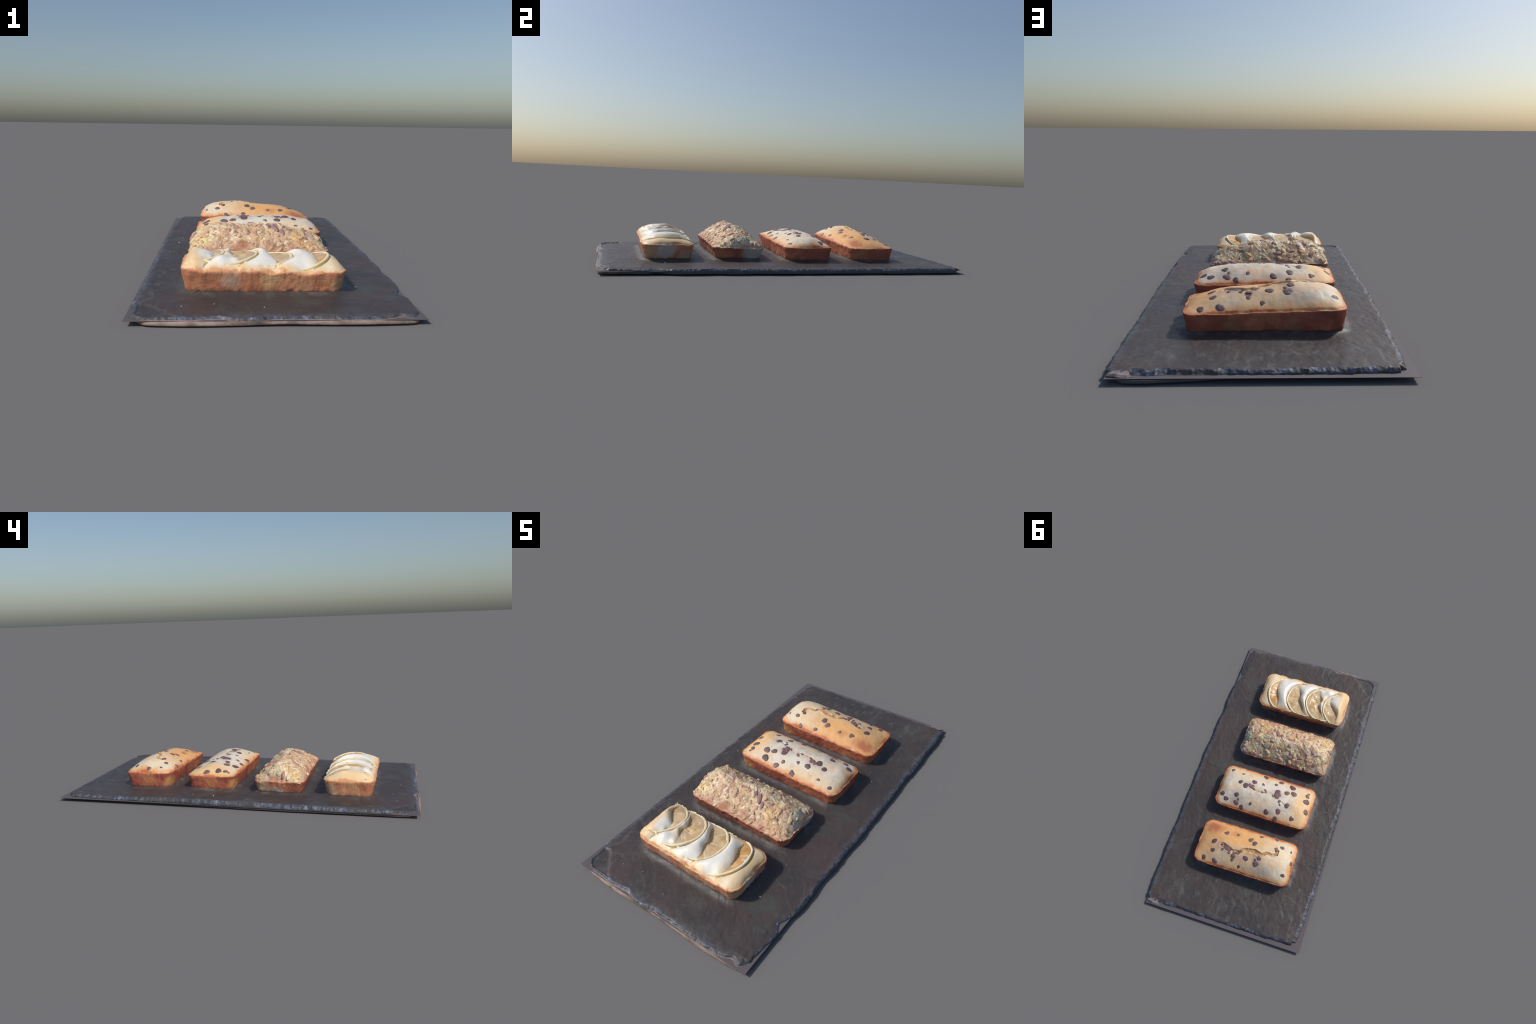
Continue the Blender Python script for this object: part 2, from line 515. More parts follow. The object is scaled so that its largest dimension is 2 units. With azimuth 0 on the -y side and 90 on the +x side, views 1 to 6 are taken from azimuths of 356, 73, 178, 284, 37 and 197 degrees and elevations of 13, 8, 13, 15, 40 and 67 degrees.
def scatter_chips(L, thing, fn, spots, mats_meshes, rnd):
    for k, (x, y, r) in enumerate(spots):
        dx, dy = x - L["c"][0], y - L["c"][1]
        ca, sa = math.cos(-L["rot"]), math.sin(-L["rot"])
        lx, ly = dx * ca - dy * sa, dx * sa + dy * ca
        z, nrm = surface_frame(fn, lx, ly)
        ob = link("chocolate_chip", mats_meshes[k % len(mats_meshes)], thing)
        q = Vector((0, 0, 1)).rotation_difference(nrm).to_matrix().to_4x4()
        ob.matrix_local = (Matrix.Translation((lx, ly, max(z, h_avg(fn, lx, ly)) - thing.location.z + 0.0004 - rnd.uniform(0.0, 0.16) * r)) @ q @ Matrix.Rotation(rnd.uniform(0, 6.28), 4, "Z")
                           @ Matrix.Diagonal((r * rnd.uniform(1.02, 1.34), r * rnd.uniform(0.92, 1.16), r * rnd.uniform(0.8, 1.1), 1)))

# ------------------------------------------------------------------ materials
def make_materials():
    M = {}
    # slate: nearly black, brown and grey-green clouds, brushed streaks
    s = Shader("dark_slate")
    warp = s.mapping(rot=(0, 0, 0.5), scale=(1, 3.2, 1))
    col = s.ramp(s.noise(3.5, 4, 0.6), [(0.30, (0.048, 0.041, 0.042)), (0.50, (0.061, 0.049, 0.047)), (0.70, (0.076, 0.056, 0.051))])
    col = s.mix(s.step(s.noise(9, 4, 0.6, 0.6), 0.48, 0.66), col, (0.070, 0.067, 0.062))
    col = s.mix(s.step(s.noise(5, 4, 0.65, 0.4, src=s.mapping(loc=(7, 3, 0))), 0.54, 0.66, 0, 0.8), col, (0.046, 0.044, 0.046))
    X, Y, _ = s.xyz()
    worn = s.math("MAXIMUM", s.step(Y, 0.45, 0.85), s.step(X, -0.28, -0.46))
    strokes = s.step(s.noise(15, 5, 0.7, 0.5, src=s.mapping(rot=(0, 0, 0.35), scale=(2.2, 1, 1))), 0.52, 0.68)
    col = s.mix(s.math("MULTIPLY", s.math("MULTIPLY", worn, strokes), 0.55), col, (0.140, 0.132, 0.122))
    col = s.mix(s.step(s.noise(2.3, 2, 0.5, src=s.mapping(loc=(4, 1, 0))), 0.56, 0.72, 0, 0.55), col, (0.085, 0.055, 0.052))
    col = s.mix(s.step(s.noise(30, 4, 0.65, 0.8, src=warp), 0.58, 0.78, 0, 0.6), col, (0.125, 0.120, 0.118))
    # lighter grey broken patches around the foot of every loaf
    near = None
    for L in LOAVES.values():
        d = s.rect(L["a"] - 0.03, L["b"] - 0.03, L["rc"], *L["c"])
        near = d if near is None else s.math("MINIMUM", near, d)
    halo = s.step(near, 0.012, 0.058, 1.0, 0.0)
    shard = s.step(s.voronoi(34, out="Color"), 0.25, 0.9)
    halo = s.math("MULTIPLY", halo, s.math("MULTIPLY", shard, s.step(s.noise(6, 2), 0.42, 0.62)))
    col = s.mix(s.math("MULTIPLY", halo, 0.75), col, (0.175, 0.172, 0.160))
    # blue-grey border: edge highlights painted into the stone colour
    e = s.math("ADD", s.rect(0.497, 0.982, 0.05, 0, -0.006), s.math("MULTIPLY", s.math("SUBTRACT", s.noise(22, 4, 0.65), 0.5), 0.06))
    col = s.mix(s.math("MULTIPLY", s.step(e, -0.034, -0.008), s.step(s.noise(40, 3, 0.6), 0.4, 0.62, 0.15, 0.75)), col, (0.105, 0.110, 0.135))
    # bright crumbs of dust
    col = s.mix(s.step(s.voronoi(17, rand=1.0), 0.0, 0.035, 0.7, 0.0), col, (0.30, 0.24, 0.20))
    fine = s.noise(38, 5, 0.7, src=s.mapping(rot=(0, 0, 0.5), scale=(1, 2.4, 1)))
    broad = s.noise(11, 3, 0.55, 0.6, src=s.mapping(rot=(0, 0, 0.4), scale=(1.8, 1, 1)))
    s.bump(s.math("ADD", s.math("MULTIPLY", fine, 0.45), s.math("MULTIPLY", broad, 1.0)), 0.36, 0.008)
    M["slate"] = s.done(col, s.step(s.noise(12, 3), 0.3, 0.7, 0.44, 0.56))

    s = Shader("chipped_slate")
    col = s.ramp(s.noise(34, 4, 0.7), [(0.34, (0.046, 0.048, 0.056)), (0.50, (0.076, 0.083, 0.110)), (0.60, (0.135, 0.150, 0.205)), (0.72, (0.330, 0.330, 0.350))])  # pale blue and white stops bake in glints on the fractures
    col = s.mix(s.step(s.noise(9, 3), 0.44, 0.58, 0, 0.8), col, (0.070, 0.066, 0.068))
    s.bump(s.voronoi(70), 0.5, 0.006)
    M["slate_edge"] = s.done(col, 0.55)

    s = Shader("slate_underside_bounce_tint")
    col = s.ramp(s.noise(16, 4, 0.65), [(0.3, (0.085, 0.070, 0.062)), (0.5, (0.26, 0.19, 0.155)), (0.72, (0.42, 0.32, 0.28))])
    x, y, _ = s.xyz()
    front = s.step(y, -0.95, -0.80, 1.0, 0.0)
    col = s.mix(front, (0.085, 0.082, 0.085), col)  # front tinted pink-brown for light reflected off the table, rest kept dark
    M["slate_under"] = s.done(col, 0.75)

    s = Shader("pale_stone_flake")
    M["flake"] = s.done(s.ramp(s.noise(40, 4, 0.65), [(0.35, (0.15, 0.14, 0.19)), (0.5, (0.27, 0.21, 0.20)), (0.65, (0.36, 0.28, 0.25))]), 0.7)

    s = Shader("taupe_sheet")
    M["sheet"] = s.done(s.mix(s.noise(5, 2), (0.112, 0.098, 0.108), (0.120, 0.104, 0.110)), 0.62)

    # crusts
    def crust(name, a, b, c, spots):
        s = Shader(name)
        col = s.ramp(s.noise(9, 4, 0.6), [(0.34, a), (0.52, b), (0.66, c)])
        col = s.mix(s.step(s.noise(5, 3, 0.6, src=s.mapping(loc=(3, 5, 2))), 0.56, 0.70, 0, 0.55), col, c)
        col = s.mix(s.step(s.noise(55, 4, 0.7), 0.5, 0.75, 0, 0.45), col, a)
        for (x, y, z, r, cc, k) in spots:
            d = s.vec("DISTANCE", s.vec("MULTIPLY", s.obj, (1, 1, 1)), (x, y, z))
            d = s.math("ADD", d, s.math("MULTIPLY", s.math("SUBTRACT", s.noise(20, 3), 0.5), 0.05))
            col = s.mix(s.step(d, r * 0.4, r, k, 0.0), col, cc)
        s.bump(s.noise(70, 4, 0.7), 0.5, 0.006)
        return s.done(col, 0.62)
    M["crust_lemon"] = crust("golden_crust", (0.40, 0.15, 0.080), (0.54, 0.225, 0.118), (0.62, 0.31, 0.165),
                             [(0.30, -0.02, 0.05, 0.065, (0.50, 0.50, 0.47), 0.75), (0.29, 0.09, 0.02, 0.05, (0.50, 0.40, 0.28), 0.5), (0.28, -0.1, 0.03, 0.06, (0.48, 0.36, 0.22), 0.6),
                              (-0.12, -0.12, 0.05, 0.045, (0.58, 0.50, 0.40), 0.45), (0.02, -0.12, 0.05, 0.05, (0.56, 0.42, 0.20), 0.5), (-0.28, 0.10, 0.04, 0.06, (0.55, 0.42, 0.27), 0.6)])
    M["crust_oat"] = crust("brown_crust", (0.24, 0.075, 0.048), (0.36, 0.125, 0.075), (0.48, 0.19, 0.10),
                           [(0.27, 0.08, 0.045, 0.085, (0.46, 0.47, 0.42), 0.85), (-0.26, 0.0, 0.01, 0.06, (0.50, 0.50, 0.44), 0.8), (-0.27, 0.09, 0.04, 0.07, (0.52, 0.40, 0.26), 0.7)])
    M["crust_choc"] = crust("red_brown_crust", (0.25, 0.065, 0.043), (0.39, 0.110, 0.066), (0.48, 0.190, 0.090),
                            [(-0.26, -0.12, 0.04, 0.06, (0.48, 0.26, 0.09), 0.7), (-0.1, 0.12, 0.03, 0.05, (0.36, 0.19, 0.09), 0.5), (0.12, 0.12, 0.03, 0.05, (0.36, 0.19, 0.09), 0.5)])

    # crowns of the two chocolate chip loaves
    def crown(name, L, cream, tan, gold, gold_spots, red_spots, rim_w, smears, freckles=0.4):
        s = Shader(name)
        col = s.mix(s.step(s.noise(5.5, 3, 0.55), 0.38, 0.62), cream, tan)
        col = s.mix(s.step(s.noise(13, 4, 0.6, 0.3, src=s.mapping(loc=(2, 9, 4))), 0.50, 0.66, 0, 0.75), col, (0.62, 0.54, 0.44))
        col = s.mix(s.step(s.noise(11, 3, 0.6, src=s.mapping(loc=(6, 1, 4))), 0.52, 0.66, 0, 0.75), col, (0.82, 0.58, 0.36))
        for (x, y, rx, ry, k) in gold_spots:
            col = s.mix(s.math("MULTIPLY", s.spot(x, y, rx, ry, 0.55, 0.30, 14), k), col, gold)
        col = s.mix(s.step(s.noise(26, 4, 0.6), 0.55, 0.75, 0, 0.35), col, (0.62, 0.38, 0.19))
        for (x, y, rx, ry, k) in red_spots:
            col = s.mix(s.math("MULTIPLY", s.spot(x, y, rx, ry, 0.75, 0.6, 26), k), col, (0.42, 0.10, 0.055))
        for (x, y, rx, ry, k) in smears:
            col = s.mix(s.math("MULTIPLY", s.spot(x, y, rx, ry, 0.7, 0.5, 34), k), col, (0.40, 0.34, 0.31))
        col = s.mix(s.step(s.voronoi(52), 0.02, 0.09, freckles, 0.0), col, (0.36, 0.24, 0.15))
        d = s.math("ADD", s.rect(L["a"], L["b"], L["rc"]), s.math("MULTIPLY", s.math("SUBTRACT", s.noise(17, 4, 0.65), 0.5), 0.048))
        col = s.mix(s.step(d, -rim_w * 2.8, -rim_w * 0.9, 0, 0.9), col, (0.76, 0.38, 0.145))
        col = s.mix(s.step(d, -rim_w * 1.15, -rim_w * 0.35, 0, 1.0), col, (0.56, 0.160, 0.060))
        s.bump(s.noise(90, 4, 0.6), 0.18, 0.004)
        return s.done(col, 0.58, **{"Subsurface Weight": 0.0})
    M["crown_pale"] = crown("pale_crumb_top", LOAVES["pale"], (0.76, 0.69, 0.58), (0.78, 0.64, 0.46), (0.86, 0.55, 0.26),
                            [(-0.27, 0.0, 0.085, 0.13, 0.9), (-0.20, 0.12, 0.10, 0.03, 0.6), (0.10, -0.12, 0.2, 0.04, 0.35)], [], 0.011,
                            [(0.11, -0.025, 0.05, 0.028, 0.5), (-0.075, -0.02, 0.04, 0.03, 0.55), (0.17, 0.08, 0.035, 0.045, 0.5), (-0.04, 0.11, 0.05, 0.02, 0.4), (-0.16, 0.03, 0.03, 0.03, 0.4), (0.01, -0.01, 0.05, 0.02, 0.35)])
    M["crown_gold"] = crown("golden_crumb_top", LOAVES["gold"], (0.76, 0.68, 0.52), (0.78, 0.62, 0.40), (0.80, 0.43, 0.165),
                            [(0.10, -0.075, 0.23, 0.09, 1.0), (0.26, 0.0, 0.09, 0.14, 0.85), (0.0, 0.05, 0.18, 0.05, 0.5), (-0.05, 0.13, 0.3, 0.03, 0.5), (-0.29, 0.03, 0.018, 0.03, 0.8)],
                            [(0.240, -0.085, 0.045, 0.035, 0.55), (0.09, -0.08, 0.03, 0.02, 0.45), (0.27, -0.11, 0.05, 0.04, 0.45), (0.20, -0.10, 0.05, 0.025, 0.35)], 0.012,
                            [(0.12, 0.03, 0.05, 0.03, 0.5), (-0.09, 0.05, 0.03, 0.035, 0.55), (0.17, 0.02, 0.06, 0.02, 0.35), (0.04, 0.06, 0.05, 0.02, 0.4), (-0.14, 0.09, 0.05, 0.03, 0.35)])

    s = Shader("torn_crumb")
    M["torn"] = s.done(s.ramp(s.noise(40, 4, 0.7), [(0.3, (0.36, 0.19, 0.085)), (0.5, (0.60, 0.36, 0.17)), (0.72, (0.80, 0.60, 0.38))]), 0.7)

    # lemon loaf batter
    s = Shader("iced_batter")
    L = LOAVES["lemon"]
    col = s.mix(s.step(s.noise(9, 3, 0.5), 0.38, 0.60), (0.86, 0.79, 0.66), (0.85, 0.68, 0.44))
    for (x, y, rx, ry, k) in ((0.30, 0.0, 0.055, 0.15, 0.8), (-0.30, 0.0, 0.06, 0.15, 0.75), (-0.27, -0.06, 0.06, 0.07, 0.6), (0.0, 0.135, 0.4, 0.022, 0.6)):
        col = s.mix(s.math("MULTIPLY", s.spot(x, y, rx, ry, 0.6, 0.3, 16), k), col, (0.86, 0.60, 0.32))
    for (x, y, rx, ry) in ((0.12, -0.02, 0.05, 0.10), (0.02, 0.0, 0.035, 0.09), (0.13, -0.09, 0.05, 0.05), (0.0, -0.10, 0.05, 0.04), (-0.16, -0.09, 0.05, 0.05), (-0.2, -0.04, 0.04, 0.04)):
        col = s.mix(s.math("MULTIPLY", s.spot(x, y, rx, ry, 0.5, 0.3, 22), 0.85), col, (0.87, 0.84, 0.77))
    d = s.math("ADD", s.rect(L["a"], L["b"], L["rc"]), s.math("MULTIPLY", s.math("SUBTRACT", s.noise(18, 4, 0.6), 0.5), 0.05))
    col = s.mix(s.step(d, -0.034, -0.012, 0, 0.75), col, (0.84, 0.58, 0.30))
    col = s.mix(s.step(d, -0.014, -0.003, 0, 0.9), col, (0.66, 0.28, 0.115))
    s.bump(s.noise(60, 3, 0.5), 0.15, 0.004)
    M["batter"] = s.done(col, 0.42)

    s = Shader("syrup_groove")
    M["syrup"] = s.done(s.mix(s.noise(30, 3), (0.50, 0.27, 0.085), (0.76, 0.52, 0.22)), 0.4)

    s = Shader("lemon_rind")
    M["rind"] = s.done(s.ramp(s.noise(24, 3, 0.6), [(0.32, (0.56, 0.52, 0.28)), (0.48, (0.80, 0.68, 0.34)), (0.7, (0.85, 0.76, 0.48))]), 0.45)
    s = Shader("lemon_pith")
    M["pith"] = s.done(s.ramp(s.noise(26, 4, 0.65), [(0.32, (0.72, 0.52, 0.26)), (0.46, (0.83, 0.72, 0.48)), (0.66, (0.86, 0.80, 0.64))]), 0.45)
    s = Shader("lemon_membrane")
    M["membrane"] = s.done(s.mix(s.noise(28, 3), (0.80, 0.68, 0.48), (0.72, 0.56, 0.35)), 0.4)
    def pulp(name, a, b):
        s = Shader(name)
        s.bump(s.noise(50, 3, 0.6), 0.25, 0.004)
        return s.done(s.ramp(s.noise(20, 4, 0.6), [(0.32, a), (0.6, b), (0.78, (0.82, 0.70, 0.52))]), 0.32)
    M["pulp"] = pulp("baked_lemon_pulp", (0.56, 0.35, 0.15), (0.72, 0.53, 0.31))
    M["pulp_amber"] = pulp("amber_lemon_pulp", (0.56, 0.28, 0.08), (0.66, 0.38, 0.15))

    # streusel loaf: lumps of many colours under a thin glaze
    s = Shader("streusel_dough")
    L = LOAVES["oat"]
    w1 = s.vec("ADD", s.obj, s.vec("SCALE", s.vec("SUBTRACT", s.noise_color(28, 3), (0.5, 0.5, 0.5)), 0.035))
    cell = s.xyz(s.voronoi(30, src=w1, out="Color"))
    cell2 = s.xyz(s.voronoi(30, src=s.mapping(loc=(3, 1, 2), src=w1), out="Color"))
    front = s.ramp(cell[0], [(0.0, (0.40, 0.20, 0.13)), (0.16, (0.66, 0.42, 0.26)), (0.40, (0.78, 0.57, 0.34)), (0.62, (0.80, 0.66, 0.46)), (0.80, (0.68, 0.44, 0.32)), (0.93, (0.84, 0.64, 0.28))], "CONSTANT")
    back = s.ramp(cell[0], [(0.0, (0.34, 0.20, 0.13)), (0.12, (0.62, 0.48, 0.30)), (0.34, (0.72, 0.62, 0.40)), (0.54, (0.76, 0.68, 0.50)), (0.70, (0.52, 0.48, 0.26)), (0.80, (0.72, 0.54, 0.38)), (0.93, (0.50, 0.24, 0.18))], "CONSTANT")
    _, Y, _ = s.xyz()
    side = s.step(s.math("ADD", Y, s.math("MULTIPLY", s.math("SUBTRACT", s.noise(14, 3), 0.5), 0.12)), -0.02, 0.03)
    col = s.mix(side, front, back)
    soft = s.mix(side, (0.76, 0.56, 0.34), (0.68, 0.57, 0.38))
    col = s.mix(s.step(s.noise(40, 3), 0.42, 0.62, 0.0, 0.4), col, soft)
    col = s.mix(s.step(cell2[1], 0.72, 0.76, 0, 0.6), col, (0.56, 0.34, 0.24))
    for (x, y, rx, ry, c, k) in ((-0.25, -0.03, 0.07, 0.09, (0.84, 0.74, 0.50), 0.6), (-0.26, -0.09, 0.04, 0.03, (0.84, 0.68, 0.28), 0.7), (-0.20, 0.02, 0.05, 0.05, (0.82, 0.74, 0.60), 0.6),
                                 (0.02, 0.012, 0.06, 0.014, (0.84, 0.77, 0.68), 0.7), (-0.22, 0.07, 0.05, 0.05, (0.80, 0.70, 0.58), 0.45), (0.27, -0.02, 0.035, 0.07, (0.52, 0.50, 0.42), 0.75), (0.22, -0.09, 0.07, 0.04, (0.74, 0.50, 0.28), 0.5),
                                 (0.0, -0.125, 0.26, 0.018, (0.54, 0.29, 0.18), 0.55), (0.09, -0.08, 0.05, 0.03, (0.66, 0.42, 0.34), 0.35), (-0.08, 0.06, 0.035, 0.03, (0.34, 0.26, 0.20), 0.6)):
        col = s.mix(s.math("MULTIPLY", s.spot(x, y, rx, ry, 0.5, 0.35, 26), k), col, c)
    col = s.mix(s.step(s.noise(62, 4, 0.7), 0.50, 0.64, 0, 0.8), col, s.mix(0.75, col, (0.26, 0.14, 0.08)))
    d = s.math("ADD", s.rect(L["a"], L["b"], L["rc"]), s.math("MULTIPLY", s.math("SUBTRACT", s.noise(18, 4, 0.6), 0.5), 0.05))
    col = s.mix(s.step(d, -0.014, -0.002, 0, 0.75), col, (0.48, 0.20, 0.12))
    col = s.mix(s.step(s.noise(7, 3, 0.6, src=s.mapping(loc=(5, 5, 9))), 0.46, 0.62, 0, 0.5), col, s.mix(1.0, col, (0.88, 0.64, 0.36), "MULTIPLY"))
    s.bump(s.noise(80, 4, 0.7), 0.4, 0.006)
    M["streusel"] = s.done(col, 0.45)
    def chunk(name, a, b, c):
        s = Shader(name)
        s.bump(s.noise(60, 3, 0.6), 0.3, 0.004)
        return s.done(s.ramp(s.noise(28, 3, 0.6), [(0.3, a), (0.52, b), (0.72, c)]), 0.5)
    M["crumb"] = chunk("buttery_crumb", (0.44, 0.24, 0.12), (0.68, 0.46, 0.25), (0.79, 0.63, 0.41))
    M["oatflake"] = chunk("oat_flake", (0.62, 0.47, 0.29), (0.76, 0.64, 0.43), (0.80, 0.73, 0.58))
    M["pistachio"] = chunk("green_nut", (0.36, 0.34, 0.17), (0.54, 0.53, 0.32), (0.68, 0.66, 0.46))
    M["berry"] = chunk("dried_berry", (0.32, 0.12, 0.10), (0.52, 0.26, 0.21), (0.66, 0.44, 0.36))
    M["pecan"] = chunk("purple_nut", (0.20, 0.11, 0.12), (0.33, 0.20, 0.19), (0.52, 0.38, 0.36))
    s = Shader("dark_chocolate")
    M["chip"] = s.done(s.mix(s.t.nodes.new("ShaderNodeObjectInfo").outputs["Random"], s.mix(s.noise(1.5, 3), (0.095, 0.054, 0.056), (0.165, 0.098, 0.100)), (0.205, 0.125, 0.118)), 0.55)
    s = Shader("speck")
    M["speck"] = s.done((0.55, 0.42, 0.34), 0.7)
    return M

MATS = make_materials()

# ------------------------------------------------------------------ assemble: board
board = empty("slate_board", (0, 0, 0), "dark rectangular slate serving board with chipped blue-grey edges", "serving board")
build_slate(board, MATS)
# loose crumbs lying on the stone
sv, sf = [], []
rnd = random.Random(5)
SPECKS = [(-0.411, 0.097, 0.0045), (0.317, -0.664, 0.0055), (-0.22, -0.86, 0.003), (-0.40, 0.22, 0.003), (0.40, 0.55, 0.0025), (0.36, 0.30, 0.003), (-0.33, -0.88, 0.003), (0.31, -0.45, 0.0025), (-0.05, -0.90, 0.003), (-0.44, -0.10, 0.0025)]
for (x, y, r) in SPECKS:
    z = float(slate_height(np.array([x]), np.array([y]))[0])
    o = len(sv)
    for k in range(2):
        for i in range(6):
            w = i * math.pi / 3 + rnd.uniform(-0.3, 0.3)
            sv.append((x + r * (1 - 0.35 * k) * math.cos(w), y + r * (0.8 - 0.3 * k) * math.sin(w), z - 0.001 + k * r))
    sf += [(o + i, o + (i + 1) % 6, o + 6 + (i + 1) % 6, o + 6 + i) for i in range(6)] + [tuple(o + 6 + i for i in range(6)), tuple(o + 5 - i for i in range(6))]
ob = new_object("loose_crumbs", sv, sf, MATS["speck"], board, False)
ob["kind"] = "stuff"

# a loose pale flake hanging on the back right corner
fv, ff = [], []
for k, (z, w, o) in enumerate(((0.012, 0.85, 0.004), (0.020, 1.0, 0.007), (0.026, 0.9, 0.002), (0.030, 0.55, -0.008))):
    for i in range(14):
        a = i * 2 * math.pi / 14
        rr = 1 + 0.18 * math.sin(3 * a + 1) + 0.10 * math.sin(5 * a + k)
        fv.append((0.447 + 0.036 * w * rr * math.cos(a), 0.966 + o + 0.014 * w * rr * math.sin(a), z + 0.002 * math.sin(2 * a)))
for k in range(3):
    ff += ring_faces(k * 14, k * 14 + 14, 14)
ff += [tuple(42 + i for i in range(14)), tuple(13 - i for i in range(14))]
new_object("stone_flake", fv, ff, MATS["flake"], board, False)

def loaf_thing(name, key, label, category):
    L = LOAVES[key]
    return L, empty(name, (*L["c"], 0.036), label, category, L["rot"])

def rim_plane(z0, slope, back=0.0):
    return lambda x, y: z0 + slope * x + back * y

chips_meshes = [chip_mesh("chocolate_chip", k * 1.3, MATS["chip"]) for k in range(6)]

# ------------------------------------------------------------------ golden chocolate chip loaf
L, thing = loaf_thing("golden_chocolate_chip_loaf", "gold", "golden loaf cake with cracked top and chocolate chips", "loaf cake")
rim = rim_plane(0.119, -0.030)
ridge = [(-0.308, 0.133), (-0.292, 0.155), (-0.262, 0.177), (-0.22, 0.191), (-0.165, 0.199), (-0.10, 0.199), (-0.05, 0.194), (0.01, 0.186), (0.085, 0.181), (0.16, 0.171), (0.225, 0.152), (0.28, 0.128), (0.308, 0.109)]
CRACK = [(0.150, 0.010), (0.085, 0.034), (0.04, 0.034), (0.015, 0.014), (-0.025, -0.004), (-0.06, 0.0), (-0.10, 0.008), (-0.135, -0.010), (-0.168, -0.014), (-0.194, -0.027), (-0.186, -0.042)]
ridge = [(q, z - 0.003) for q, z in ridge]
base = dome(L, ridge, rim, 2.0, 0.004)
def crack_dist(x, y):
    """distance to a ragged split whose width comes and goes"""
    return poly_dist(x, y, CRACK) + 0.0085 * fbm(x, y, 0, 36, 3, 5) + 0.0045 * fbm(x, y, 7, 14, 2, 55) - 0.0026 - 0.003 * smooth(0.06, 0.15, x) + 0.0065 * smooth(0.15, 0.5, fbm(x, y, 2, 20, 2, 57))
def gold_h(x, y):
    d = crack_dist(x, y)
    z = base(x, y) + 0.0030 * fbm(x, y, 3, 16, 3, 7) + 0.0008 * fbm(x, y, 3, 60, 2, 7)
    side = fbm(x, y, 4, 12, 2, 44)
    lip = (0.0025 + 0.0045 * side) * np.exp(-((d - 0.012) / 0.009) ** 2)
    deep = (0.0085 + 0.006 * fbm(x, y, 0, 45, 3, 6)) * (1 - smooth(0.0045, 0.0115, d))
    return z + lip - deep
crust, crown = build_loaf(L, thing, gold_h, rim, (MATS["crust_choc"], MATS["crown_gold"]), inset=0.011)
def mark_crack(ob, dist, width):
    me = ob.data
    me.materials.append(MATS["torn"])
    c = np.empty(len(me.polygons) * 3)
    me.polygons.foreach_get("center", c)
    c = c.reshape(-1, 3)
    d = dist(c[:, 0], c[:, 1])
    me.polygons.foreach_set("material_index", (d < width).astype(np.int32))
mark_crack(crown, crack_dist, 0.0098)
rnd = random.Random(31)
tv, tf = [], []
for i in range(46):
    k = rnd.randrange(len(CRACK) - 1)
    t = rnd.random()
    x = CRACK[k][0] * (1 - t) + CRACK[k + 1][0] * t + rnd.uniform(-0.007, 0.007)
    y = CRACK[k][1] * (1 - t) + CRACK[k + 1][1] * t + rnd.uniform(-0.006, 0.006)
    z, _ = surface_frame(gold_h, x, y)
    r = rnd.uniform(0.0025, 0.0055)
    o = len(tv)
    for j in range(3):
        for i2 in range(7):
            w = i2 * 2 * math.pi / 7 + rnd.uniform(-0.25, 0.25)
            q = r * (1.0, 0.95, 0.45)[j] * rnd.uniform(0.85, 1.15)
            tv.append((x + q * math.cos(w), y + q * math.sin(w), z - 0.036 - 0.002 + (0, 0.55, 1.0)[j] * r))
    tf += [(o + j * 7 + i2, o + j * 7 + (i2 + 1) % 7, o + j * 7 + 7 + (i2 + 1) % 7, o + j * 7 + 7 + i2) for j in range(2) for i2 in range(7)] + [tuple(o + 14 + i2 for i2 in range(7)), tuple(o + 6 - i2 for i2 in range(7))]
ob = new_object("torn_crumb", tv, tf, MATS["torn"], thing)
ob["kind"] = "stuff"
GOLD_CHIPS = [(0.139, 0.456, 0.020), (0.067, 0.447, 0.010), (0.197, 0.526, 0.017), (0.141, 0.537, 0.016), (0.104, 0.554, 0.019), (0.188, 0.583, 0.017), (0.231, 0.636, 0.014), (0.157, 0.640, 0.015),
              (0.053, 0.606, 0.011), (0.052, 0.577, 0.013), (0.019, 0.545, 0.013), (-0.026, 0.577, 0.017), (-0.095, 0.591, 0.021), (-0.106, 0.555, 0.013), (0.002, 0.632, 0.012), (-0.020, 0.455, 0.017),
              (-0.051, 0.472, 0.015), (-0.190, 0.469, 0.012), (-0.220, 0.444, 0.013), (-0.280, 0.452, 0.007), (-0.300, 0.520, 0.012), (-0.272, 0.605, 0.015), (-0.170, 0.400, 0.014), (-0.075, 0.410, 0.012), (0.118, 0.545, 0.012), (0.085, 0.566, 0.011), (0.128, 0.560, 0.010), (0.033, 0.560, 0.011), (-0.085, 0.570, 0.009), (0.045, 0.590, 0.008)]
scatter_chips(L, thing, gold_h, GOLD_CHIPS, chips_meshes, random.Random(2))

# ------------------------------------------------------------------ pale chocolate chip loaf
L, thing = loaf_thing("pale_chocolate_chip_loaf", "pale", "pale cream loaf cake dotted with chocolate chips", "loaf cake")
rim2 = rim_plane(0.117, -0.020)
ridge = [(-0.309, 0.124), (-0.29, 0.140), (-0.26, 0.156), (-0.215, 0.168), (-0.14, 0.177), (-0.05, 0.181), (0.06, 0.182), (0.14, 0.181), (0.21, 0.170), (0.26, 0.156), (0.29, 0.138), (0.309, 0.112)]
ridge = [(q, z - 0.006 * (abs(q) < 0.3)) for q, z in ridge]
base2 = dome(L, ridge, rim2, 1.85, 0.014)
CRACK2 = [(0.118, -0.012), (0.08, 0.0), (0.045, 0.002), (0.012, 0.0), (-0.013, -0.018), (-0.05, -0.004), (-0.09, 0.004), (-0.12, 0.026), (-0.15, 0.04)]
def crack2_dist(x, y):
    return poly_dist(x, y, CRACK2) + 0.004 * fbm(x, y, 0, 50, 3, 15) + 0.002 * fbm(x, y, 0, 20, 2, 16)
